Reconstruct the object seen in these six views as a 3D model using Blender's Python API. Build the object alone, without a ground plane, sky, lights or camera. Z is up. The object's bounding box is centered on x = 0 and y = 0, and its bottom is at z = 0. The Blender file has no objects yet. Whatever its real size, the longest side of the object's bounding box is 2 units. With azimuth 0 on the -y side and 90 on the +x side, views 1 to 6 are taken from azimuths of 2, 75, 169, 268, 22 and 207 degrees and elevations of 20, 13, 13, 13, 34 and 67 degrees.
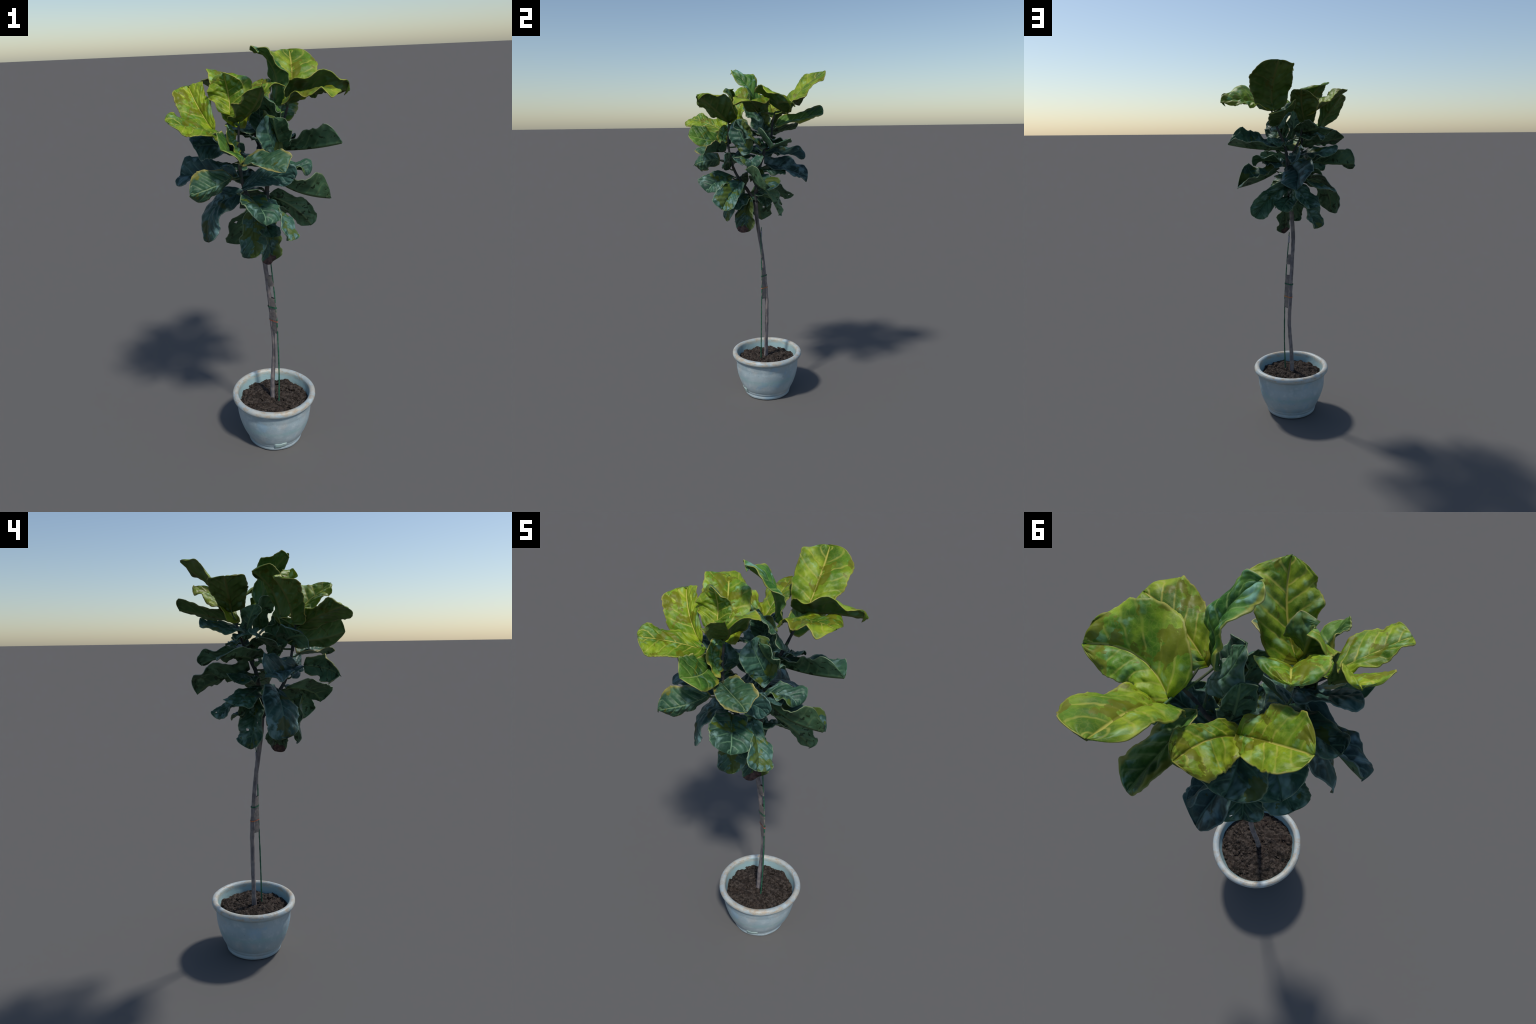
# Potted fiddle-leaf fig: glazed pot, soil, thin forked trunk with support cane, large wavy leaves.
import bpy, bmesh, math, random
import numpy as np
from mathutils import Vector, noise

random.seed(7)
noise.seed_set(7)
scene_col = bpy.context.scene.collection
V3 = lambda *a: np.array(a, float)


# ------------------------------------------------------------------ node helpers
class Mat:
    def __init__(self, name):
        self.m = bpy.data.materials.new(name)
        self.m.use_nodes = True
        self.t = self.m.node_tree
        self.t.nodes.clear()
        self.out = self.t.nodes.new("ShaderNodeOutputMaterial")
        self.bsdf = self.t.nodes.new("ShaderNodeBsdfPrincipled")
        self.t.links.new(self.bsdf.outputs[0], self.out.inputs[0])

    def node(self, kind, **kw):
        n = self.t.nodes.new("ShaderNode" + kind)
        for k, v in kw.items():
            setattr(n, k, v)
        return n

    def put(self, sock, val):
        if isinstance(val, bpy.types.NodeSocket):
            self.t.links.new(val, sock)
        else:
            sock.default_value = val

    def math(self, op, a, b=0.0, c=None, clamp=False):
        n = self.node("Math", operation=op, use_clamp=clamp)
        self.put(n.inputs[0], a)
        self.put(n.inputs[1], b)
        if c is not None:
            self.put(n.inputs[2], c)
        return n.outputs[0]

    def noise(self, vec, scale, detail=3.0, rough=0.55, out="Fac", dist=0.0):
        n = self.node("TexNoise")
        self.put(n.inputs["Vector"], vec)
        n.inputs["Scale"].default_value = scale
        n.inputs["Detail"].default_value = detail
        n.inputs["Roughness"].default_value = rough
        n.inputs["Distortion"].default_value = dist
        return n.outputs[out]

    def step(self, x, lo, hi):
        n = self.node("MapRange", interpolation_type="SMOOTHSTEP")
        self.put(n.inputs[0], x)
        n.inputs[1].default_value = lo
        n.inputs[2].default_value = hi
        return n.outputs[0]

    def mix(self, fac, a, b):
        n = self.node("Mix", data_type="RGBA")
        self.put(n.inputs["Factor"], fac)
        self.put(n.inputs[6], a if isinstance(a, bpy.types.NodeSocket) else (*a, 1))
        self.put(n.inputs[7], b if isinstance(b, bpy.types.NodeSocket) else (*b, 1))
        return n.outputs[2]

    def vadd(self, a, b):
        n = self.node("VectorMath", operation="ADD")
        self.put(n.inputs[0], a)
        self.put(n.inputs[1], b)
        return n.outputs[0]

    def bump(self, h, strength, dist=0.004):
        n = self.node("Bump")
        n.inputs["Strength"].default_value = strength
        n.inputs["Distance"].default_value = dist
        self.put(n.inputs["Height"], h)
        self.t.links.new(n.outputs[0], self.bsdf.inputs["Normal"])

    def finish(self, color, rough=0.6, spec=0.3):
        self.put(self.bsdf.inputs["Base Color"], color)
        self.put(self.bsdf.inputs["Roughness"], rough)
        self.bsdf.inputs["Specular IOR Level"].default_value = spec
        return self.m


LATERALS = 5.5      # pairs of side veins
SLANT = 0.27        # how far a side vein runs toward the tip


def leaf_material(name, base_a, base_b, vein, gloss, olive, rim, gloss_lo, olive_lo, mottle, rim_amt=0.75, hue=(0.488, 0.506), deep=None, margin=None, blotch=11.0):
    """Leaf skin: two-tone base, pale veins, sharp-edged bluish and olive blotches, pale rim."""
    m = Mat(name)
    obj = m.node("TexCoord")
    sep = m.node("SeparateXYZ")
    m.t.links.new(obj.outputs["UV"], sep.inputs[0])
    t, s = sep.outputs[0], m.math("SUBTRACT", m.math("MULTIPLY", sep.outputs[1], 2.0), 1.0)
    rnd = m.node("ObjectInfo").outputs["Random"]
    comb = m.node("CombineXYZ")
    for i, k in enumerate((37.0, 71.0, 13.0)):
        m.put(comb.inputs[i], m.math("MULTIPLY", rnd, k))
    p = m.vadd(obj.outputs["Object"], comb.outputs[0])
    a = m.math("ABSOLUTE", s)
    wob = m.math("MULTIPLY", m.math("SUBTRACT", m.noise(p, 22.0, 2.0), 0.5), 0.07)
    ph = m.math("MULTIPLY", m.math("ADD", m.math("SUBTRACT", t, m.math("MULTIPLY", a, SLANT)), wob), LATERALS)
    ph = m.math("ADD", ph, m.math("MULTIPLY", m.math("GREATER_THAN", s, 0.0), 0.5))
    fr = m.math("ABSOLUTE", m.math("SUBTRACT", m.math("FRACT", ph), 0.5))      # 0 on a vein
    lat = m.math("SUBTRACT", 1.0, m.step(fr, 0.02, 0.13))
    mid = m.math("SUBTRACT", 1.0, m.step(a, 0.015, 0.06))
    fine = m.node("TexVoronoi", feature="DISTANCE_TO_EDGE")
    m.put(fine.inputs["Vector"], p)
    fine.inputs["Scale"].default_value = 75.0
    net = m.math("MULTIPLY", m.math("SUBTRACT", 1.0, m.step(fine.outputs["Distance"], 0.0, 0.12)), 0.10)
    fade = m.math("SUBTRACT", 1.0, m.math("MULTIPLY", a, 0.55))
    patch = m.step(m.noise(p, 14.0, 2.0), 0.35, 0.65)
    veins = m.math("MAXIMUM", m.math("MULTIPLY", m.math("MULTIPLY", lat, fade), m.math("ADD", 0.25, m.math("MULTIPLY", patch, 0.5))), m.math("MULTIPLY", mid, 0.85))
    veins = m.math("MAXIMUM", veins, net)
    big = m.noise(p, 9.0, 3.0)
    col = m.mix(m.step(big, 0.35, 0.66), base_a, base_b)
    if deep:
        col = m.mix(m.math("MULTIPLY", m.step(m.noise(m.vadd(p, (9.1, 4.4, 2.7)), 7.0, 3.0), 0.47, 0.64), 0.85), col, deep)
    col = m.mix(m.math("MULTIPLY", m.step(m.noise(p, 38.0, 4.0, 0.65), 0.45, 0.75), mottle), col, tuple(c * 0.45 for c in base_a))
    # sky highlights painted as bluish patches between the veins: soft edge on one side
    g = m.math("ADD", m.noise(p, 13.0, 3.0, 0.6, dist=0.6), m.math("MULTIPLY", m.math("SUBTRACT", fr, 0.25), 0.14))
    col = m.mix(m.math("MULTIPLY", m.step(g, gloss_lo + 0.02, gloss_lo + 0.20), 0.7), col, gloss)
    col = m.mix(veins, col, vein)
    # olive blotches with a hard, ragged border
    o = m.noise(m.vadd(p, (5.3, 2.1, 8.8)), blotch, 5.0, 0.6, dist=0.3)
    col = m.mix(m.math("MULTIPLY", m.step(o, olive_lo, olive_lo + 0.012), 0.85), col, olive)
    if margin:
        zone = m.step(m.math("ADD", a, m.math("MULTIPLY", m.math("SUBTRACT", m.noise(m.vadd(p, (1.7, 6.2, 3.3)), 9.0, 3.0), 0.5), 1.5)), 0.80, 1.0)
        col = m.mix(m.math("MULTIPLY", zone, 0.8), col, margin)
    edge = m.math("MULTIPLY", m.step(a, 0.93, 0.99), m.math("ADD", 0.35, m.math("MULTIPLY", m.step(m.noise(p, 20.0, 2.0), 0.4, 0.6), rim_amt - 0.35)))
    col = m.mix(edge, col, rim)
    hsv = m.node("HueSaturation")
    m.put(hsv.inputs["Color"], col)
    m.put(hsv.inputs["Hue"], m.math("ADD", hue[0], m.math("MULTIPLY", m.math("FRACT", m.math("MULTIPLY", rnd, 7.7)), hue[1] - hue[0])))
    m.put(hsv.inputs["Value"], m.math("ADD", 0.86, m.math("MULTIPLY", m.math("FRACT", m.math("MULTIPLY", rnd, 3.3)), 0.3)))
    h = m.math("ADD", m.math("MULTIPLY", veins, -0.6), m.noise(p, 45.0, 4.0))
    m.bump(h, 0.35, 0.003)
    m.finish(hsv.outputs[0], 0.5, 0.3)
    tr = m.node("BsdfTranslucent")
    m.t.links.new(hsv.outputs[0], tr.inputs[0])
    mx = m.node("MixShader")
    mx.inputs[0].default_value = 0.12
    m.t.links.new(m.bsdf.outputs[0], mx.inputs[1])
    m.t.links.new(tr.outputs[0], mx.inputs[2])
    m.t.links.new(mx.outputs[0], m.out.inputs[0])
    return m.m


def skin_pair(label, upper, under, **kw):
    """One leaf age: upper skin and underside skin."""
    ku = {k[6:]: v for k, v in kw.items() if k.startswith("upper_")}
    kd = {k[6:]: v for k, v in kw.items() if k.startswith("under_")}
    return leaf_material(label + "_upper", *upper, **ku), leaf_material(label + "_underside", *under, **kd)


# columns: base a, base b, veins, painted-on gloss, olive blotch, rim, gloss threshold, olive threshold, mottling
UNDER_OLD = ((0.060, 0.140, 0.075), (0.105, 0.215, 0.115), (0.13, 0.21, 0.09), (0.21, 0.36, 0.21), (0.010, 0.024, 0.006), (0.17, 0.22, 0.10), 0.55, 0.595, 0.3)
YOUNG = skin_pair("young_leaf",
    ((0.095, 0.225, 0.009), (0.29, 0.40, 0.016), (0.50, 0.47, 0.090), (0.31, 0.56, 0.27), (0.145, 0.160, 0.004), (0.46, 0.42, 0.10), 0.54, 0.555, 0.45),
    ((0.050, 0.118, 0.016), (0.100, 0.175, 0.038), (0.16, 0.18, 0.05), (0.14, 0.29, 0.16), (0.080, 0.092, 0.005), (0.30, 0.28, 0.12), 0.54, 0.60, 0.3), upper_deep=(0.048, 0.135, 0.006))  # underside green averaged between its sunlit and shadowed look, shade kept in the colour
GREEN = skin_pair("green_leaf",
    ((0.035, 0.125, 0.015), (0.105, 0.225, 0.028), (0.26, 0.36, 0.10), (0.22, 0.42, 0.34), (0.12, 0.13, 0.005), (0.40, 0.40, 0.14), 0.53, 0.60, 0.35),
    ((0.040, 0.105, 0.020), (0.075, 0.155, 0.040), (0.14, 0.18, 0.06), (0.13, 0.27, 0.15), (0.06, 0.07, 0.006), (0.28, 0.28, 0.12), 0.56, 0.60, 0.3), upper_deep=(0.016, 0.070, 0.010), upper_margin=(0.27, 0.27, 0.03))
MIDDLING = skin_pair("middling_leaf",
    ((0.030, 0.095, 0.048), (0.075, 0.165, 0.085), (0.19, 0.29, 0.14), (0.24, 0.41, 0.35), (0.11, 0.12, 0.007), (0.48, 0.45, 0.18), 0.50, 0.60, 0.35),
    UNDER_OLD, under_blotch=26.0, upper_rim_amt=1.0, upper_deep=(0.015, 0.055, 0.034), upper_margin=(0.30, 0.27, 0.05))
OLD = skin_pair("mature_leaf",
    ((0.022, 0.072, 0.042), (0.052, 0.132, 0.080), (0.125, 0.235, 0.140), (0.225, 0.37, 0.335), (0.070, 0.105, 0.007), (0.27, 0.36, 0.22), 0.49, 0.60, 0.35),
    UNDER_OLD, under_blotch=26.0, upper_hue=(0.474, 0.512), upper_deep=(0.012, 0.040, 0.028), under_deep=(0.03, 0.07, 0.03))
BLOTCHED = skin_pair("blotched_leaf",
    ((0.024, 0.078, 0.055), (0.050, 0.130, 0.095), (0.125, 0.235, 0.150), (0.20, 0.34, 0.33), (0.062, 0.098, 0.006), (0.27, 0.36, 0.22), 0.50, 0.50, 0.3),
    UNDER_OLD, under_blotch=26.0, upper_deep=(0.012, 0.045, 0.036), under_deep=(0.03, 0.07, 0.03))
SKY_TINTED = skin_pair("bluish_leaf",  # leaf colour shifted to blue for the sky reflected off these blades
    ((0.020, 0.062, 0.050), (0.046, 0.112, 0.100), (0.11, 0.205, 0.165), (0.18, 0.31, 0.32), (0.045, 0.060, 0.010), (0.22, 0.31, 0.26), 0.50, 0.62, 0.35),
    UNDER_OLD, under_blotch=26.0, upper_deep=(0.012, 0.034, 0.030), under_deep=(0.03, 0.07, 0.03))


def bark_material(name, a, b, c, scale):
    m = Mat(name)
    p = m.node("TexCoord").outputs["Object"]
    mp = m.node("Mapping")
    m.put(mp.inputs[0], p)
    mp.inputs["Scale"].default_value = (1, 1, 0.25)
    col = m.mix(m.step(m.noise(mp.outputs[0], scale, 4.0, 0.65), 0.35, 0.65), a, b)
    rings = m.node("TexWave", wave_type="BANDS", bands_direction="Z")
    m.put(rings.inputs["Vector"], p)
    rings.inputs["Scale"].default_value = 3.1
    rings.inputs["Distortion"].default_value = 16.0
    rings.inputs["Detail"].default_value = 3.0
    col = m.mix(m.math("MULTIPLY", m.step(rings.outputs["Fac"], 0.70, 1.0), 0.55), col, c)
    m.bump(m.math("ADD", m.noise(mp.outputs[0], scale * 2.5, 4.0), rings.outputs["Fac"]), 0.5, 0.003)
    return m.finish(col, 0.75, 0.2)


BARK = bark_material("grey_bark", (0.125, 0.110, 0.112), (0.235, 0.205, 0.205), (0.26, 0.22, 0.20), 60.0)
TWIG = bark_material("dark_twig_bark", (0.035, 0.04, 0.045), (0.07, 0.075, 0.07), (0.13, 0.10, 0.08), 90.0)
PETIOLE = bark_material("green_petiole", (0.04, 0.09, 0.035), (0.09, 0.16, 0.06), (0.12, 0.10, 0.07), 90.0)


def plain_material(name, a, b, scale, rough, bump=0.2):
    m = Mat(name)
    p = m.node("TexCoord").outputs["Object"]
    n = m.noise(p, scale, 5.0, 0.6)
    m.bump(n, bump, 0.003)
    return m.finish(m.mix(m.step(n, 0.35, 0.65), a, b), rough, 0.35)


POT_X, POT_Y = 0.008, 0.0485


def glaze_material():
    m = Mat("pale_blue_glaze")
    p = m.node("TexCoord").outputs["Object"]
    sep = m.node("SeparateXYZ")
    m.put(sep.inputs[0], p)
    z = sep.outputs[2]
    big = m.noise(p, 6.0, 4.0, 0.6)
    col = m.mix(m.step(big, 0.35, 0.65), (0.30, 0.385, 0.42), (0.39, 0.465, 0.49))
    cloud = m.noise(p, 26.0, 4.0, 0.65)
    col = m.mix(m.math("MULTIPLY", m.step(cloud, 0.50, 0.72), 0.45), col, (0.55, 0.60, 0.61))
    buff = m.noise(m.vadd(p, (7, 2, 1)), 10.0, 4.0)
    col = m.mix(m.math("MULTIPLY", m.step(buff, 0.52, 0.72), 0.45), col, (0.44, 0.43, 0.41))
    blue = m.noise(m.vadd(p, (3, 1, 4)), 12.0, 3.0)
    col = m.mix(m.math("MULTIPLY", m.step(blue, 0.55, 0.7), 0.55), col, (0.26, 0.41, 0.52))
    ctr = m.node("VectorMath", operation="DISTANCE")
    flat = m.node("CombineXYZ")
    m.put(flat.inputs[0], sep.outputs[0])
    m.put(flat.inputs[1], sep.outputs[1])
    m.put(ctr.inputs[0], flat.outputs[0])
    ctr.inputs[1].default_value = (POT_X, POT_Y, 0)
    inside = m.math("MULTIPLY", m.math("SUBTRACT", 1.0, m.step(ctr.outputs["Value"], 0.187, 0.192)), m.step(z, 0.10, 0.15))
    col = m.mix(m.math("MULTIPLY", inside, 0.75), col, (0.27, 0.42, 0.42))
    # worn rim: cream glaze with buff-brown rubbed streaks
    rimz = m.step(z, 0.250, 0.266)
    rp = m.node("Mapping")
    m.put(rp.inputs[0], p)
    rp.inputs["Scale"].default_value = (1, 1, 2.5)
    col = m.mix(m.math("MULTIPLY", rimz, m.math("MULTIPLY", m.step(m.noise(rp.outputs[0], 16.0, 4.0), 0.34, 0.66), 0.72)), col, (0.47, 0.44, 0.36))
    wear = m.step(m.noise(rp.outputs[0], 24.0, 6.0, 0.75), 0.47, 0.64)
    col = m.mix(m.math("MULTIPLY", rimz, m.math("MULTIPLY", wear, 0.8)), col, (0.38, 0.29, 0.19))
    speck = m.step(m.noise(p, 120.0, 2.0), 0.70, 0.76)
    col = m.mix(m.math("MULTIPLY", speck, 0.6), col, (0.16, 0.12, 0.09))
    m.bump(m.math("ADD", m.noise(p, 30.0, 4.0), m.math("MULTIPLY", m.noise(p, 110.0, 3.0), 0.4)), 0.35, 0.004)
    return m.finish(col, 0.45, 0.4)


def soil_material():
    m = Mat("dark_potting_soil")
    p = m.node("TexCoord").outputs["Object"]
    col = m.mix(m.step(m.noise(p, 60.0, 5.0, 0.7), 0.4, 0.62), (0.020, 0.016, 0.0135), (0.074, 0.060, 0.051))
    col = m.mix(m.math("MULTIPLY", m.step(m.noise(p, 14.0, 3.0), 0.5, 0.7), 0.5), col, (0.044, 0.031, 0.026))
    col = m.mix(m.math("MULTIPLY", m.step(m.noise(p, 150.0, 3.0), 0.60, 0.70), 0.6), col, (0.16, 0.125, 0.098))
    m.bump(m.noise(p, 130.0, 5.0, 0.7), 0.8, 0.006)
    return m.finish(col, 0.95, 0.1)


GLAZE, SOIL = glaze_material(), soil_material()
CANE = plain_material("green_cane", (0.012, 0.075, 0.042), (0.035, 0.13, 0.075), 90.0, 0.5)
TAPE = plain_material("brown_tape", (0.15, 0.13, 0.125), (0.22, 0.19, 0.165), 45.0, 0.75)
LABEL = plain_material("grey_plant_label", (0.26, 0.25, 0.29), (0.36, 0.34, 0.37), 60.0, 0.6)
RED = plain_material("red_tape", (0.42, 0.05, 0.09), (0.5, 0.3, 0.06), 120.0, 0.6)
STICKER = plain_material("pale_sticker", (0.40, 0.56, 0.54), (0.50, 0.62, 0.58), 60.0, 0.5)
BROWN = plain_material("withered_leaf_tip", (0.030, 0.016, 0.018), (0.10, 0.055, 0.045), 60.0, 0.8, 0.6)

# ------------------------------------------------------------------ object helpers
root = bpy.data.objects.new("potted_fig_tree", None)
scene_col.objects.link(root)
root["label"] = "tall fiddle-leaf fig with big wavy green leaves in pale blue pot"
root["category"] = "potted plant"


WORLD_AT = {}       # world position of every part's origin


def add_mesh(name, verts, faces, mats, parent=root, loc=(0, 0, 0), smooth=True, face_mats=None, uv=None):
    me = bpy.data.meshes.new(name)
    loc = np.array(loc, float)
    me.from_pydata([tuple(np.array(v) - loc) for v in verts], [], faces)
    for m in mats:
        me.materials.append(m)
    if face_mats is not None:
        me.polygons.foreach_set("material_index", face_mats)
    if uv is not None:
        lay = me.uv_layers.new(name="leaf_uv")
        vi = np.empty(len(me.loops), int)
        me.loops.foreach_get("vertex_index", vi)
        lay.data.foreach_set("uv", np.array(uv)[vi].astype(np.float32).ravel())
    me.polygons.foreach_set("use_smooth", [smooth] * len(me.polygons))
    me.update()
    ob = bpy.data.objects.new(name, me)
    scene_col.objects.link(ob)
    ob.parent = parent
    ob.location = loc - WORLD_AT.get(parent.name, V3(0, 0, 0))
    WORLD_AT[ob.name] = loc
    return ob


def catmull(pts, n):
    pts = [np.array(p, float) for p in pts]
    out = []
    ext = [2 * pts[0] - pts[1]] + pts + [2 * pts[-1] - pts[-2]]
    for i in range(len(pts) - 1):
        p0, p1, p2, p3 = ext[i:i + 4]
        for k in range(n):
            t = k / n
            out.append(0.5 * (2 * p1 + (p2 - p0) * t + (2 * p0 - 5 * p1 + 4 * p2 - p3) * t * t + (3 * p1 - p0 - 3 * p2 + p3) * t ** 3))
    out.append(pts[-1])
    return out


def tube(name, pts, radii, mat, parent=root, seg=12, sub=6, rough=0.0, freq=40.0):
    path = catmull(pts, sub)
    rr = np.interp(np.linspace(0, len(pts) - 1, len(path)), range(len(pts)), radii)
    verts, faces = [], []
    u = V3(1, 0, 0)
    for i, c in enumerate(path):
        d = path[min(i + 1, len(path) - 1)] - path[max(i - 1, 0)]
        d /= np.linalg.norm(d)
        u = u - d * (u @ d)
        u /= np.linalg.norm(u)
        w = np.cross(d, u)
        for k in range(seg):
            a = 2 * math.pi * k / seg
            dirn = u * math.cos(a) + w * math.sin(a)
            r = rr[i] * (1 + rough * noise.noise(Vector((c + dirn * rr[i]) * freq)))
            verts.append(c + dirn * r)
    n = len(path)
    for i in range(n - 1):
        for k in range(seg):
            a, b = i * seg + k, i * seg + (k + 1) % seg
            faces.append((a, b, b + seg, a + seg))
    faces.append(tuple(reversed(range(seg))))
    faces.append(tuple(range((n - 1) * seg, n * seg)))
    return add_mesh(name, verts, faces, [mat], parent, loc=path[0])


# ------------------------------------------------------------------ pot
SEG = 120


def lathe(name, profile, mat, wobble=0.0):
    verts, faces = [], []
    for r, z in profile:
        for k in range(SEG):
            a = 2 * math.pi * k / SEG
            q = r * (1 + wobble * noise.noise(Vector((math.cos(a) * 2.2, math.sin(a) * 2.2, z * 9))))
            zz = z + (wobble * 0.12 * noise.noise(Vector((math.cos(a) * 2, math.sin(a) * 2, 5))) if z > 0.1 else 0)
            verts.append((POT_X + q * math.cos(a), POT_Y + q * math.sin(a), zz))
    for i in range(len(profile) - 1):
        for k in range(SEG):
            k2 = (k + 1) % SEG
            faces.append((i * SEG + k, i * SEG + k2, (i + 1) * SEG + k2, (i + 1) * SEG + k))
    return verts, faces


outer = [(0.0005, 0.004), (0.118, 0.004), (0.138, 0.000), (0.1425, 0.004), (0.1445, 0.012), (0.1450, 0.019), (0.1435, 0.024), (0.148, 0.029), (0.1515, 0.035), (0.1515, 0.041),
         (0.1545, 0.045), (0.162, 0.058), (0.170, 0.076), (0.177, 0.095), (0.1845, 0.120), (0.1905, 0.145), (0.1945, 0.170), (0.196, 0.192), (0.1955, 0.208),
         (0.1975, 0.213), (0.1965, 0.219), (0.1985, 0.223), (0.1975, 0.229), (0.1995, 0.233), (0.199, 0.239), (0.202, 0.2445)]
rim = [(0.2035 + 0.0165 * math.cos(a), 0.2665 + 0.0175 * math.sin(a)) for a in np.linspace(math.radians(-75), math.radians(165), 15)]
inner = [(0.187, 0.262), (0.183, 0.245), (0.178, 0.225), (0.172, 0.200), (0.160, 0.185)]
pv, pf = lathe("pot", [*outer, *rim, *inner], GLAZE, 0.012)
pot = add_mesh("pot", pv, pf, [GLAZE])
sv, sf = [], []
for i in range(7):          # sticker that follows the pot wall near its foot
    for j in range(4):
        a = math.radians(-91.0 + 23.0 * i / 6)
        z = 0.018 + 0.036 * j / 3 + 0.006 * i / 6
        r = np.interp(z, [q[1] for q in outer], [q[0] for q in outer]) + 0.0025
        sv.append((POT_X + r * math.cos(a), POT_Y + r * math.sin(a), z + 0.0012 * math.sin(i * 1.7)))
for i in range(6):
    for j in range(3):
        sf.append((i * 4 + j, (i + 1) * 4 + j, (i + 1) * 4 + j + 1, i * 4 + j + 1))
st = add_mesh("sticker", sv, sf, [STICKER], pot)
md = st.modifiers.new("thick", "SOLIDIFY")
md.thickness = 0.0015
md.offset = 0.0

# ------------------------------------------------------------------ soil
sv, sf, RN, AN = [], [], 46, 150
for i in range(RN + 1):
    r = 0.182 * i / RN
    for k in range(AN):
        a = 2 * math.pi * k / AN
        x, y = POT_X + r * math.cos(a), POT_Y + r * math.sin(a)
        h = 0.238 - 0.015 * (i / RN) ** 2
        h += 0.018 * noise.noise(Vector((x * 20, y * 22, 1))) + 0.010 * noise.noise(Vector((x * 50, y * 55, 3)))
        h += 0.006 * (1 - abs(noise.noise(Vector((x * 95, y * 95, 7)))) * 2)
        sv.append((x, y, h))
for i in range(RN):
    for k in range(AN):
        k2 = (k + 1) % AN
        sf.append((i * AN + k, (i + 1) * AN + k, (i + 1) * AN + k2, i * AN + k2))
soil = add_mesh("soil", sv, sf, [SOIL])
cv, cf = [], []
for c in range(420):         # crumbs of bark and peat on the surface
    a, r = random.uniform(0, 2 * math.pi), 0.172 * math.sqrt(random.random())
    x, y = POT_X + r * math.cos(a), POT_Y + r * math.sin(a)
    q = random.uniform(0.003, 0.0125) * random.uniform(0.5, 1.0)
    bm = bmesh.new()
    bmesh.ops.create_icosphere(bm, subdivisions=1, radius=q)
    base = len(cv)
    ox = random.random() * 50
    for v in bm.verts:
        k = 1 + 0.5 * noise.noise(Vector((v.co.x * 200 + ox, v.co.y * 200, v.co.z * 200)))
        cv.append((x + v.co.x * k * 1.3, y + v.co.y * k, 0.241 - 0.015 * (r / 0.182) ** 2 + v.co.z * k * 0.7))
    for f in bm.faces:
        cf.append(tuple(base + v.index for v in f.verts))
    bm.free()
crumbs = add_mesh("soil_crumbs", cv, cf, [SOIL], soil, smooth=False)
crumbs["kind"] = "stuff"

# ------------------------------------------------------------------ trunk, branches, cane
trunk = tube("trunk", [(0.001, 0.044, 0.222), (0.006, 0.046, 0.36), (0.017, 0.048, 0.50), (0.018, 0.049, 0.60), (0.012, 0.046, 0.69), (0.006, 0.040, 0.79), (-0.004, 0.029, 0.92), (-0.013, 0.014, 1.04), (-0.010, -0.001, 1.15), (0.0, -0.006, 1.24)],
             [0.0130, 0.0112, 0.0108, 0.0108, 0.0112, 0.0106, 0.0106, 0.0110, 0.0120, 0.013], BARK, rough=0.16, seg=16, sub=10)
BR = {
    "right": [(0.0, -0.006, 1.235), (0.006, 0.0, 1.34), (0.018, 0.018, 1.45), (0.034, 0.045, 1.54), (0.062, 0.075, 1.61), (0.098, 0.075, 1.69), (0.118, 0.085, 1.755)],
    "left": [(0.0, -0.006, 1.23), (-0.03, -0.045, 1.30), (-0.075, -0.098, 1.385), (-0.095, -0.13, 1.47), (-0.100, -0.145, 1.58), (-0.095, -0.140, 1.69)],
    "back": [(0.02, 0.02, 1.455), (-0.005, 0.055, 1.53), (-0.035, 0.09, 1.61), (-0.048, 0.112, 1.69)],
    "side": [(-0.099, -0.145, 1.55), (-0.14, -0.148, 1.61), (-0.185, -0.150, 1.67)],
}
for k, pts in BR.items():
    n = len(pts)
    r0 = {"right": 0.0125, "left": 0.0115, "back": 0.008, "side": 0.0065}[k]
    tube("branch", pts, [r0 + (0.0045 - r0) * i / (n - 1) for i in range(n)], TWIG, trunk, rough=0.2, freq=60)
BRPTS = [q for pts in BR.values() for q in catmull(pts, 10)] + [q for q in catmull([(-0.013, 0.014, 1.04), (-0.010, -0.001, 1.15), (0.0, -0.006, 1.24)], 10)]

cane_path = [(0.034, 0.003, 0.225), (0.040, 0.006, 0.42), (0.039, 0.010, 0.58), (0.037, 0.014, 0.70), (0.029, 0.016, 0.85), (0.017, 0.018, 1.005), (0.012, 0.024, 1.083)]
cane = tube("support_cane", cane_path, [0.0042, 0.0036, 0.0034, 0.0034, 0.0032, 0.003, 0.0028], CANE, rough=0.35, freq=50, seg=8, sub=10)
tube("cane_label", [(0.0145, 0.021, 1.02), (0.0125, 0.023, 1.06)], [0.0045, 0.0045], LABEL, cane, seg=8)


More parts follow.
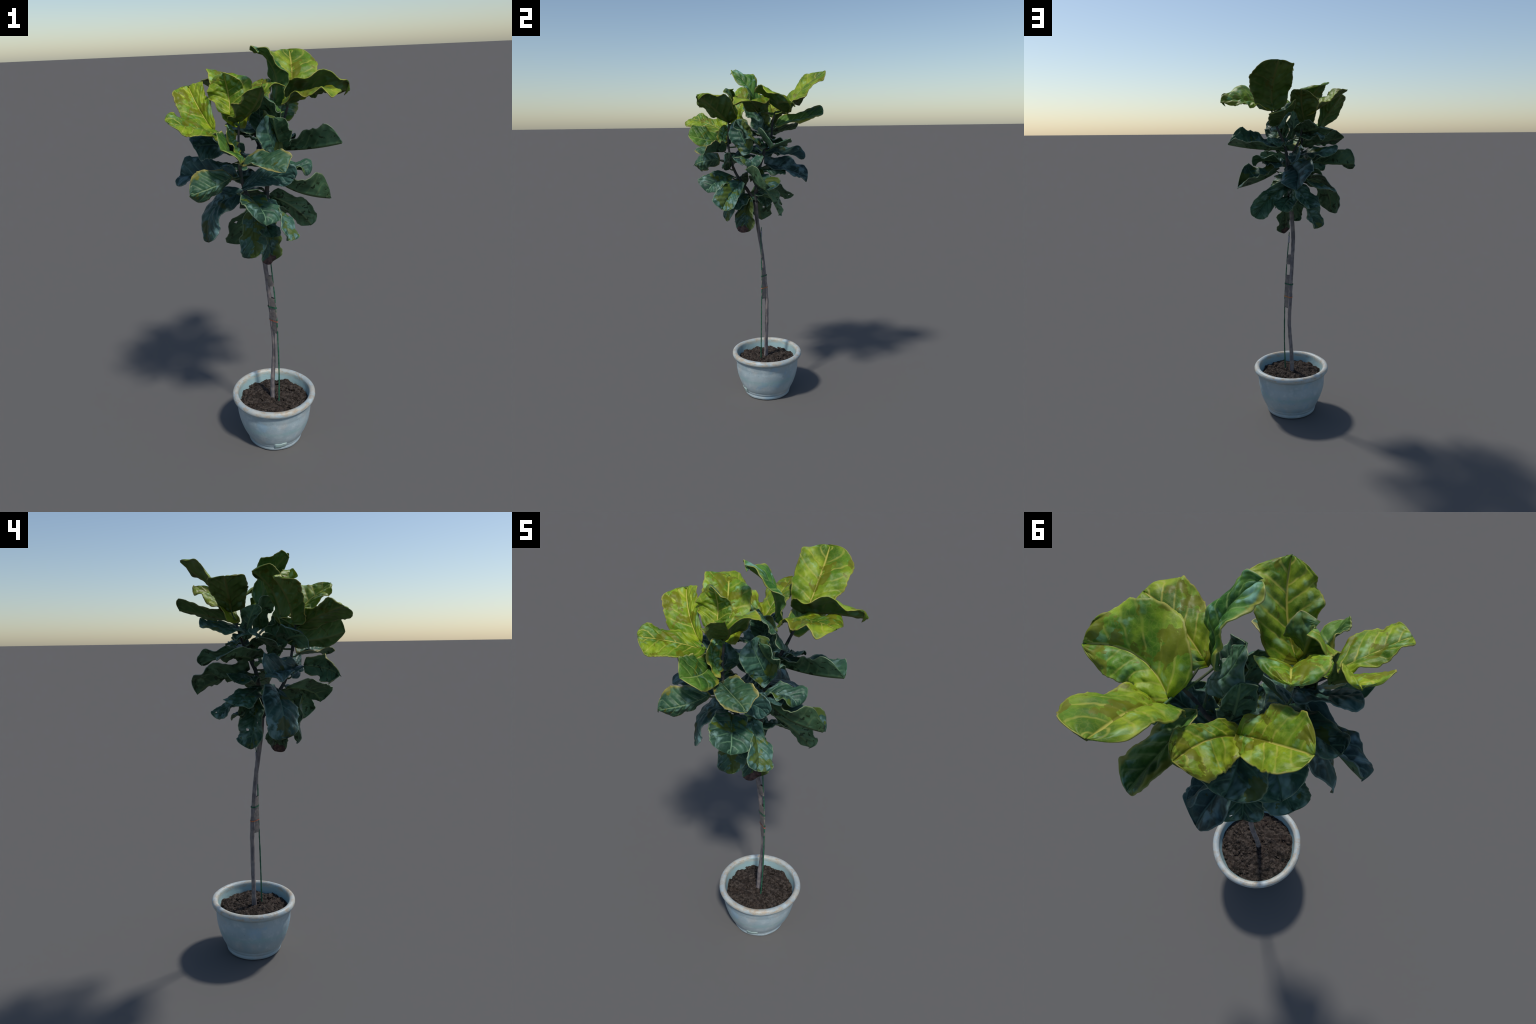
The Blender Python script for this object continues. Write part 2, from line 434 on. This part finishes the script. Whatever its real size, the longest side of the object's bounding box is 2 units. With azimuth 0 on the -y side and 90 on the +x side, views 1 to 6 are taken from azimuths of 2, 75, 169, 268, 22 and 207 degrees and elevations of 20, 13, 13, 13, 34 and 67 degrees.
def strap(name, z0, z1, mat, parent, rows=6, proud=0.0):
    """Tape bound round both trunk and cane."""
    def at(pts, z):
        c = np.array(catmull(pts, 10))
        return np.array([np.interp(z, c[:, 2], c[:, i]) for i in range(3)])
    tp = [(0.018, 0.049, 0.60), (0.012, 0.046, 0.69), (0.006, 0.040, 0.79), (-0.004, 0.029, 0.92), (-0.013, 0.014, 1.04)]
    verts, faces, S = [], [], 28
    for j in range(rows):
        z = z0 + (z1 - z0) * j / (rows - 1)
        A, B = at(tp, z), at(cane_path, z)
        d = (B - A)
        L = max(np.linalg.norm(d[:2]), 1e-4)
        ang = math.atan2(d[1], d[0])
        for k in range(S):
            a = 2 * math.pi * k / S
            near = math.cos(a) > 0
            c = B if near else A
            r = (0.0030 if near else 0.0100) + proud * (1.2 if near else 2.2) + 0.0014 * noise.noise(Vector((math.cos(a), math.sin(a), z * 60)))
            verts.append((c[0] + r * math.cos(a + ang), c[1] + r * math.sin(a + ang), z))
    for j in range(rows - 1):
        for k in range(S):
            k2 = (k + 1) % S
            faces.append((j * S + k, j * S + k2, (j + 1) * S + k2, (j + 1) * S + k))
    return add_mesh(name, verts, faces, [mat], parent)


strap("binding_tape", 0.635, 0.83, TAPE, cane, 18)
strap("binding_tape", 0.895, 0.95, TAPE, cane, 6)
strap("cane_tie", 0.700, 0.706, RED, cane, 3, 0.0012)
strap("cane_tie", 0.775, 0.783, CANE, cane, 3, 0.0015)

# ------------------------------------------------------------------ leaves
# A blade is given by five points: where it starts (B), the middle of its midrib (M), its tip (T)
# and the two margins (L, R) where it is widest.  Everything else (fiddle outline, ruffled margin,
# quilting between veins, thickness) follows from rules.
NT, NS = 64, 45
T_WIDE = 0.62
leaf_count = 0


def fiddle_width(t, waist):
    """Outline half-width: lobed base, narrow waist, broad rounded top."""
    w = np.interp(t, [0, 0.06, 0.16, 0.30, 0.45, 0.62, 0.78, 0.90, 1.0], [0.45, 0.62, 0.74, waist, 0.5 * (waist + 1.0) + 0.04, 1.0, 1.0, 0.95, 0.90])
    cap = np.sqrt(np.clip(1 - np.clip((t - 0.80) / 0.20, 0, 1) ** 2.3, 0, 1))
    foot = np.clip(t / 0.05, 0, 1) ** 0.5
    return w * cap * foot


def rotate_to(v, a, b):
    """Turn v by the smallest rotation that takes direction a to direction b."""
    c = np.cross(a, b)
    d = a @ b
    return v + np.cross(c, v) + np.cross(c, np.cross(c, v)) / (1 + d + 1e-6)


def smooth(x, n):
    k = np.hanning(n + 2)[1:-1]
    k /= k.sum()
    return np.convolve(np.pad(x, n // 2, mode="edge"), k, mode="valid")[:len(x)]


def leaf_spec(key, skin, B, M, T, L, R, wave=0.0125, cup=0.10, freq=1.9, waist=0.80, quilt=0.0040, tipcurl=0.0, stem=None, tip_brown=False, torn=0, lumps=0.0024, L3=None, R3=None, L9=None, R9=None):
    global leaf_count
    rng = random.Random(sum(ord(c) * 31 ** i for i, c in enumerate(key)))
    B, M, T, L, R = (V3(*q) for q in (B, M, T, L, R))
    length = np.linalg.norm(T - B)
    u = np.linspace(0, 1, NT + 1)
    ts = 0.5 * u + 0.5 * (1 - (1 - u) ** 2)        # rows crowd toward the rounded tip
    spine = lambda t: B * (1 - t) * (1 - 2 * t) + M * 4 * t * (1 - t) + T * t * (2 * t - 1)
    tang = lambda t: (lambda d: d / np.linalg.norm(d))(B * (4 * t - 3) + M * (4 - 8 * t) + T * (4 * t - 1))
    S0, d0 = spine(T_WIDE), tang(T_WIDE)
    eL, eR = L - S0, R - S0
    ws = fiddle_width(ts, waist)
    kern = smooth(ws, 5)
    ws = np.where((ts > 0.06) & (ts < 0.95), kern, ws)
    ss = np.linspace(-1, 1, NS)
    P = np.zeros((NT + 1, NS, 3))
    ox = rng.random() * 90
    wl_, wr_ = rng.uniform(0.7, 1.35), rng.uniform(0.7, 1.35)
    # small corrections of the margins near the waist (L3, R3) and the shoulder (L9, R9)
    margin = []
    for lo, hi in ((L3, L9), (R3, R9)):
        lo, hi = V3(*(lo or (0, 0, 0))), V3(*(hi or (0, 0, 0)))
        margin.append(np.stack([np.interp(ts, [0, 0.15, 0.30, 0.46, T_WIDE, 0.76, 0.88, 1.0], [0.3 * lo[k], 0.75 * lo[k], lo[k], 0.55 * lo[k], 0, 0.6 * hi[k], hi[k], 0.55 * hi[k]]) for k in range(3)], 1))
    margin = [np.stack([smooth(q[:, k], 11) for k in range(3)], 1) for q in margin]
    for i, t in enumerate(ts):
        c, d = spine(t), tang(t)
        l, r = rotate_to(eL, d0, d) * ws[i], rotate_to(eR, d0, d) * ws[i]
        jl = 1 + 0.075 * noise.noise(Vector((t * 9, ox, 0))) + 0.04 * noise.noise(Vector((t * 30, ox, 4)))
        jr = 1 + 0.075 * noise.noise(Vector((t * 9, ox, 9))) + 0.04 * noise.noise(Vector((t * 30, ox, 13)))
        n = np.cross(eR - eL, d)
        n /= np.linalg.norm(n)
        wid = 0.5 * (np.linalg.norm(l) + np.linalg.norm(r))
        # the base lobes reach back past the start of the midrib
        back = -d * 0.10 * length * max(0.0, 1 - t / 0.16)
        top = d * 0.0
        for j, s in enumerate(ss):
            a = abs(s)
            off = (r * jr if s > 0 else l * jl) * a + margin[1 if s > 0 else 0][i] * a ** 1.6
            h = cup * wid * 4 * a * (1 - a) * min(1, ws[i] * 2)
            fl = freq * (wr_ if s > 0 else wl_)
            ph = ox * (1.0 if s > 0 else 1.7)
            wv = wave * a ** 2.2 * min(1.0, ws[i] * 1.4) * (math.sin(2 * math.pi * fl * t + ph) - math.sin(2 * math.pi * fl * T_WIDE + ph) * math.exp(-((t - T_WIDE) / 0.12) ** 2))
            wv += 0.45 * wave * a ** 3 * noise.noise(Vector((t * 13, 3 * np.sign(s), ox)))
            wv += 0.45 * wave * a * noise.noise(Vector((t * 5, s * 2.2, ox)))
            # quilting between side veins and a sunken midrib
            f = ((t - SLANT * a) * LATERALS + (0.5 if s > 0 else 0)) % 1.0
            q = quilt * (0.5 - 0.5 * math.cos(2 * math.pi * (f - 0.5)) - 0.5) * (1 - a ** 6) * min(1, ws[i] * 1.5) * min(1, a * 5)
            q -= quilt * 0.9 * math.exp(-(a / 0.05) ** 2)
            q += lumps * min(1, a * 4) * min(1, ws[i] * 2) * (noise.noise(Vector((t * 7, s * 4.5, ox + 20))) + 0.6 * noise.noise(Vector((t * 15, s * 9, ox + 40))))
            tc = tipcurl * length * max(0.0, (t - 0.72) / 0.28) ** 2
            P[i, j] = c + off + back * a ** 1.2 + n * (h + wv + q + tc)
    du = np.gradient(P, axis=1)
    dv = np.gradient(P, axis=0)
    N = np.cross(du, dv)
    N /= np.linalg.norm(N, axis=2, keepdims=True) + 1e-12
    # thick midrib below, thin margin
    a = np.abs(ss)
    th = 0.0022 + 0.0030 * np.exp(-(a / 0.045) ** 2)[None, :] * (1.15 - ts[:, None])
    up, dn = P + N * 0.0008, P - N * th[..., None]
    cols = NT + 1
    verts = np.concatenate([up.reshape(-1, 3), dn.reshape(-1, 3)])
    uv1 = np.stack(np.meshgrid(ts, (ss + 1) / 2, indexing="ij"), -1).reshape(-1, 2)
    uv = np.concatenate([uv1, uv1])
    K = cols * NS
    faces, fm = [], []
    holes = set()
    for k in range(torn):
        hi, hj, hr = rng.randint(int(NT * 0.35), int(NT * 0.8)), rng.randint(8, NS - 9), rng.uniform(1.6, 2.3)
        holes |= {(i, j) for i in range(NT) for j in range(NS - 1) if (i - hi) ** 2 + (j - hj) ** 2 < hr ** 2}
    keep = lambda i, j: 0 <= i < NT and 0 <= j < NS - 1 and (i, j) not in holes
    for i in range(NT):
        for j in range(NS - 1):
            if not keep(i, j):
                continue
            p, q, r_, s_ = i * NS + j, i * NS + j + 1, (i + 1) * NS + j + 1, (i + 1) * NS + j
            brown = tip_brown and ts[i] + 0.10 * ss[j] + 0.05 * noise.noise(Vector((ts[i] * 9, ss[j] * 5, ox))) - 0.10 * abs(ss[j] - 0.1) > 0.83
            faces.append((p, q, r_, s_))
            fm.append(2 if brown else 0)
            faces.append((K + s_, K + r_, K + q, K + p))
            fm.append(2 if brown else 1)
            for (di, dj, e0, e1) in ((-1, 0, p, q), (0, 1, q, r_), (1, 0, r_, s_), (0, -1, s_, p)):
                if not keep(i + di, j + dj):
                    faces.append((e1, e0, K + e0, K + e1))
                    fm.append(2 if brown else 0)
    ob = add_mesh("leaf", verts, faces, [*skin, BROWN], root, loc=B, face_mats=fm, uv=uv)
    leaf_count += 1
    # petiole from the nearest suitable point on a branch
    if stem is None:
        cand = [(np.linalg.norm(q - B) + 0.9 * max(0.0, q[2] - B[2] + 0.015), i) for i, q in enumerate(BRPTS)]
        stem = BRPTS[min(cand)[1]]
    stem = np.array(stem, float)
    bend = 0.5 * (stem + B) + V3(0, 0, -0.006)
    start = B + tang(0) * 0.012 - N[4, NS // 2] * 0.004
    tube("petiole", [stem, bend, B - N[2, NS // 2] * 0.004, start], [0.0046, 0.0036, 0.0034, 0.0018], PETIOLE, ob, seg=8, sub=5, rough=0.2, freq=80)
    return ob


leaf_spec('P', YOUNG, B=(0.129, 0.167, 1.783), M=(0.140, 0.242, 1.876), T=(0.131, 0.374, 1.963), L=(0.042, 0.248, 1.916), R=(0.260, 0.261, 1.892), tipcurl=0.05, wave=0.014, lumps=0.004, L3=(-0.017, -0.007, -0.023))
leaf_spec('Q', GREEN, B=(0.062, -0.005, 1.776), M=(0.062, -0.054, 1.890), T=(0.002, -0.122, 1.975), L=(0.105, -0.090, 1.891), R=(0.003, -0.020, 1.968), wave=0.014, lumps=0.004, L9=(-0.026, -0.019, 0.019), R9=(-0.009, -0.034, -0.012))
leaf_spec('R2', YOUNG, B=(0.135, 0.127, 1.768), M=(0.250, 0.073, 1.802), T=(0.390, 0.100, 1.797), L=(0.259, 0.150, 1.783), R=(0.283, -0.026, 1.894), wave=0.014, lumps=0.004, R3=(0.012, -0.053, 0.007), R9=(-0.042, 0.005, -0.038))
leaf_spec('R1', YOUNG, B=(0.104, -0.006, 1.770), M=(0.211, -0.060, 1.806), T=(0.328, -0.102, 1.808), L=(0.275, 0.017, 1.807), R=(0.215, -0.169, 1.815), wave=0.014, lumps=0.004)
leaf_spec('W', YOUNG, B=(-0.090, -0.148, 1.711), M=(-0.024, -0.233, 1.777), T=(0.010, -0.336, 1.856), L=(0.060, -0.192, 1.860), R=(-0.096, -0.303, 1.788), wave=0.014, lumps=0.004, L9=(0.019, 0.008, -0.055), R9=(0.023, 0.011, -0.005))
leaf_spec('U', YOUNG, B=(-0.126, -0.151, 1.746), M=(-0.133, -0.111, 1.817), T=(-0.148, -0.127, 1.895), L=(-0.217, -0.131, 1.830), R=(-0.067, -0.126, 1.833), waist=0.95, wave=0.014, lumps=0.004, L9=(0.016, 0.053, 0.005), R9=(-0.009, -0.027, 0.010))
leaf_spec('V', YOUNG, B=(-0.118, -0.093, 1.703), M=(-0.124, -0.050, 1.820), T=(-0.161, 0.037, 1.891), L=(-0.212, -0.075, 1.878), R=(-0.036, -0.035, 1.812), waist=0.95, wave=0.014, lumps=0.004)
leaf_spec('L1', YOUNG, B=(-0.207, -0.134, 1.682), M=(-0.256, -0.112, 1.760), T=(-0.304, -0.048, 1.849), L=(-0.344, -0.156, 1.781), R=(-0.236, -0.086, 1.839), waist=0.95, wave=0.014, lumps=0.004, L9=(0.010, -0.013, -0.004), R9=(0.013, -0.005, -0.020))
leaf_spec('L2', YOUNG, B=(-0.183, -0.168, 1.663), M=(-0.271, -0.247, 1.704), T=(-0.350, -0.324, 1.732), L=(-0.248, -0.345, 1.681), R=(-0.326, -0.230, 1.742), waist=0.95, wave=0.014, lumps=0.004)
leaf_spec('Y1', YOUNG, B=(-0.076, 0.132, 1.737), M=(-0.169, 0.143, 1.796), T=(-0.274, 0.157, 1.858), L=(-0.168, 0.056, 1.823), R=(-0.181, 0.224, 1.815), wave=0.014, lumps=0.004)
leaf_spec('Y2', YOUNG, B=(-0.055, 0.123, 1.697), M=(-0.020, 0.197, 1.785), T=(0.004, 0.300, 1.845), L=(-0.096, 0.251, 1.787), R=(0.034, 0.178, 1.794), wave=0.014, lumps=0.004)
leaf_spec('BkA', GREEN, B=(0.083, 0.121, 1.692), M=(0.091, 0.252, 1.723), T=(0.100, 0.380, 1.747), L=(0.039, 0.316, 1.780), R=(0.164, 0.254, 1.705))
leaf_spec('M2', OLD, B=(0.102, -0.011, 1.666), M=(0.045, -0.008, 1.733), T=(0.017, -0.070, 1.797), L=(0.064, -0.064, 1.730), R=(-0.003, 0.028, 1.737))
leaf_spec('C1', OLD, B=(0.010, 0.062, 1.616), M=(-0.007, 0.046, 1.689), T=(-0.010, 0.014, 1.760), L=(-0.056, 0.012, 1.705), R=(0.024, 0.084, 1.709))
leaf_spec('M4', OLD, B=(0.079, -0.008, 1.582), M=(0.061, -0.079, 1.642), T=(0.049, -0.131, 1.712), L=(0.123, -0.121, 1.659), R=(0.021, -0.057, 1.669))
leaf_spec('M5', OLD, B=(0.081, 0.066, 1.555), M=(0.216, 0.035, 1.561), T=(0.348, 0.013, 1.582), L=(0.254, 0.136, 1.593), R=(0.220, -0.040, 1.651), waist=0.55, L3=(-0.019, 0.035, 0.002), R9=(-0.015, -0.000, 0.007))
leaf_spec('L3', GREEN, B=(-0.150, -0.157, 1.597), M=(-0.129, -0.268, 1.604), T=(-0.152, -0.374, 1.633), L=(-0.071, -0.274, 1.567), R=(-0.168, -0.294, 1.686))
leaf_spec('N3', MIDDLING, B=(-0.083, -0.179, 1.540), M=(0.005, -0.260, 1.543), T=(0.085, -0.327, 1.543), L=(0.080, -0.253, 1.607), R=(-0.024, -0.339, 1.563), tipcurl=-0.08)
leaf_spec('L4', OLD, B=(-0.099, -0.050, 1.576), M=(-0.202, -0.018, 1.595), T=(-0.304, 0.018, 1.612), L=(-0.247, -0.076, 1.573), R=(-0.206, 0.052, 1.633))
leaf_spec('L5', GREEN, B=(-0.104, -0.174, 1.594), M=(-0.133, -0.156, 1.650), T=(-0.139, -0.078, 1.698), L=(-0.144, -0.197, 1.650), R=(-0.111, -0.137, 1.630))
leaf_spec('N1', SKY_TINTED, B=(-0.126, -0.154, 1.480), M=(-0.250, -0.068, 1.464), T=(-0.376, -0.003, 1.464), L=(-0.332, -0.110, 1.459), R=(-0.292, -0.005, 1.543), L9=(-0.002, 0.005, -0.025), R9=(-0.001, -0.015, -0.006))
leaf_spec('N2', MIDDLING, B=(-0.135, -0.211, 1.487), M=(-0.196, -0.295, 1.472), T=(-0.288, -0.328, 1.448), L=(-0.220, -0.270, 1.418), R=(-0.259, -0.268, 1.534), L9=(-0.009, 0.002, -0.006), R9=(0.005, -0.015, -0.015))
leaf_spec('N4', SKY_TINTED, B=(-0.078, -0.150, 1.437), M=(0.029, -0.174, 1.479), T=(0.126, -0.214, 1.474), L=(0.078, -0.175, 1.533), R=(0.046, -0.214, 1.452))
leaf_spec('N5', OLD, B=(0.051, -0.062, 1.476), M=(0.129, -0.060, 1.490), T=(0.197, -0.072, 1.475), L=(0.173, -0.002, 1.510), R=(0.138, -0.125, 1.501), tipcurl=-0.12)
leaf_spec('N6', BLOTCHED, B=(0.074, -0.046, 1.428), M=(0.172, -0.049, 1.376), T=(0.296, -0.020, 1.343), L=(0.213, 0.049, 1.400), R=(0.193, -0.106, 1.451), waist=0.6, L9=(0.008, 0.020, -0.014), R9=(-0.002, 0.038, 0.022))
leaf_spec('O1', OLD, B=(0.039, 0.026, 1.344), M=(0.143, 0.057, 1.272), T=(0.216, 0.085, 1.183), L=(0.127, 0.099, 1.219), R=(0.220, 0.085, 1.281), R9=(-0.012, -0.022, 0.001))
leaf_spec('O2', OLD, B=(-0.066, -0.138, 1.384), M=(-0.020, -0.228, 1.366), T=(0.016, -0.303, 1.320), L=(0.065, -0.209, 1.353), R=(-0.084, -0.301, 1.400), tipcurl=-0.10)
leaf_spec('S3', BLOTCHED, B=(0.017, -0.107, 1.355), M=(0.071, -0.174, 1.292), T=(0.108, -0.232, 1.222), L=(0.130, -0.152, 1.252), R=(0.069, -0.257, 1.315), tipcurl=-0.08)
leaf_spec('O3', SKY_TINTED, B=(-0.127, -0.069, 1.381), M=(-0.238, -0.084, 1.310), T=(-0.267, -0.096, 1.174), L=(-0.200, -0.160, 1.265), R=(-0.291, -0.012, 1.272), R3=(0.018, 0.017, 0.025))
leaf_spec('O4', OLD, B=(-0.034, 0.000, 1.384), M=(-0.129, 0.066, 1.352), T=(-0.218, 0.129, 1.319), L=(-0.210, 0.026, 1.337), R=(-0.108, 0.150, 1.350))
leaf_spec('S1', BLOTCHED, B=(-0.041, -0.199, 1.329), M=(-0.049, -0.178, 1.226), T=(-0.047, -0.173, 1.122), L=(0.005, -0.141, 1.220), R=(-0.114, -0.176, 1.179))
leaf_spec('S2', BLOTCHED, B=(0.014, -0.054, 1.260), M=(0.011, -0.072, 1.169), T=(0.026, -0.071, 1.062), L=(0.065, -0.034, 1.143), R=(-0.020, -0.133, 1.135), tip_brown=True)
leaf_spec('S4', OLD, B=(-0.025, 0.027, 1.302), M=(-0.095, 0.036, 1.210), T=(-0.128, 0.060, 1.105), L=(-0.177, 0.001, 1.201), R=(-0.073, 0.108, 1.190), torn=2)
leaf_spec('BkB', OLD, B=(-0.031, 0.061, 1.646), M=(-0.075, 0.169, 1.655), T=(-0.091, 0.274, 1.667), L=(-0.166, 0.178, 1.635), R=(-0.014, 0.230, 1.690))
leaf_spec('BkC', SKY_TINTED, B=(-0.004, 0.057, 1.524), M=(0.001, 0.178, 1.525), T=(0.045, 0.281, 1.487), L=(-0.017, 0.234, 1.561), R=(0.039, 0.174, 1.516))
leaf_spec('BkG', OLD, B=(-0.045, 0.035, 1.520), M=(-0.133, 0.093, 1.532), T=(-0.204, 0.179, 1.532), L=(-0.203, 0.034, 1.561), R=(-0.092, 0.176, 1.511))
leaf_spec('BkD', SKY_TINTED, B=(0.002, 0.071, 1.458), M=(-0.004, 0.193, 1.420), T=(0.038, 0.308, 1.368), L=(-0.072, 0.249, 1.477), R=(0.087, 0.194, 1.399), tipcurl=-0.08)
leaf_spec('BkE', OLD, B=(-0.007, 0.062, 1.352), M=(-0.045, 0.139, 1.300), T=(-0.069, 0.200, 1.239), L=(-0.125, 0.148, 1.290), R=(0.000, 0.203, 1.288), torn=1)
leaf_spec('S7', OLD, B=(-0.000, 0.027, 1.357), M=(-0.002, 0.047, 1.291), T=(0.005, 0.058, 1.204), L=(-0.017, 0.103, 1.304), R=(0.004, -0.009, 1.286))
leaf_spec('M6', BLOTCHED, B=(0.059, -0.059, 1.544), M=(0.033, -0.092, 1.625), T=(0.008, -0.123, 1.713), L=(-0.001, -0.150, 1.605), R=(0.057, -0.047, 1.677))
leaf_spec('F1', SKY_TINTED, B=(0.030, -0.019, 1.460), M=(0.068, -0.081, 1.478), T=(0.107, -0.144, 1.489), L=(0.128, -0.070, 1.464), R=(0.028, -0.122, 1.498))
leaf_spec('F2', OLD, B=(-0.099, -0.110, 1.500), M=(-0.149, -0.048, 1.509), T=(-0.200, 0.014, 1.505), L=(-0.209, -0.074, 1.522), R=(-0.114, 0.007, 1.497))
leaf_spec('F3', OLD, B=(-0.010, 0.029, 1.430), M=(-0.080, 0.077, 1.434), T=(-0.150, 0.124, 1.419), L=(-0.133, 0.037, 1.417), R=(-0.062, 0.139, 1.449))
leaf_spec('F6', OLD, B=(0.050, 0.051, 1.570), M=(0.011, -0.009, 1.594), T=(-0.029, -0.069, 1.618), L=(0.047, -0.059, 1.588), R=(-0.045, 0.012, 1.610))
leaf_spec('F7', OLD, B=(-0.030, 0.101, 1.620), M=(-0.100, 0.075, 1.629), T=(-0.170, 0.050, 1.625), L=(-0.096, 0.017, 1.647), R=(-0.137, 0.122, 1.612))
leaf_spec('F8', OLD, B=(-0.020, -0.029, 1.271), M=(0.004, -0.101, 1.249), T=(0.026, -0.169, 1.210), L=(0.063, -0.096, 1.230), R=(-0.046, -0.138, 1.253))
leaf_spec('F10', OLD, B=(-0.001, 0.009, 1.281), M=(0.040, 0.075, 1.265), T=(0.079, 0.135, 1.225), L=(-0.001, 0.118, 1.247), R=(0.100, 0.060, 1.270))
leaf_spec('G', SKY_TINTED, B=(-0.116, -0.120, 1.601), M=(-0.206, -0.134, 1.615), T=(-0.280, -0.176, 1.616), L=(-0.222, -0.193, 1.567), R=(-0.250, -0.083, 1.661))
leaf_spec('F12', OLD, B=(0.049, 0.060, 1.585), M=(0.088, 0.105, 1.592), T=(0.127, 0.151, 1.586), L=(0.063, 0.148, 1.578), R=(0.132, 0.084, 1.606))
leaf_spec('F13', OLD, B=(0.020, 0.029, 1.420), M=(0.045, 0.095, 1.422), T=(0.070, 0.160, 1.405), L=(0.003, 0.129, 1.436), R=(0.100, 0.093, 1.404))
bpy.context.view_layer.update()
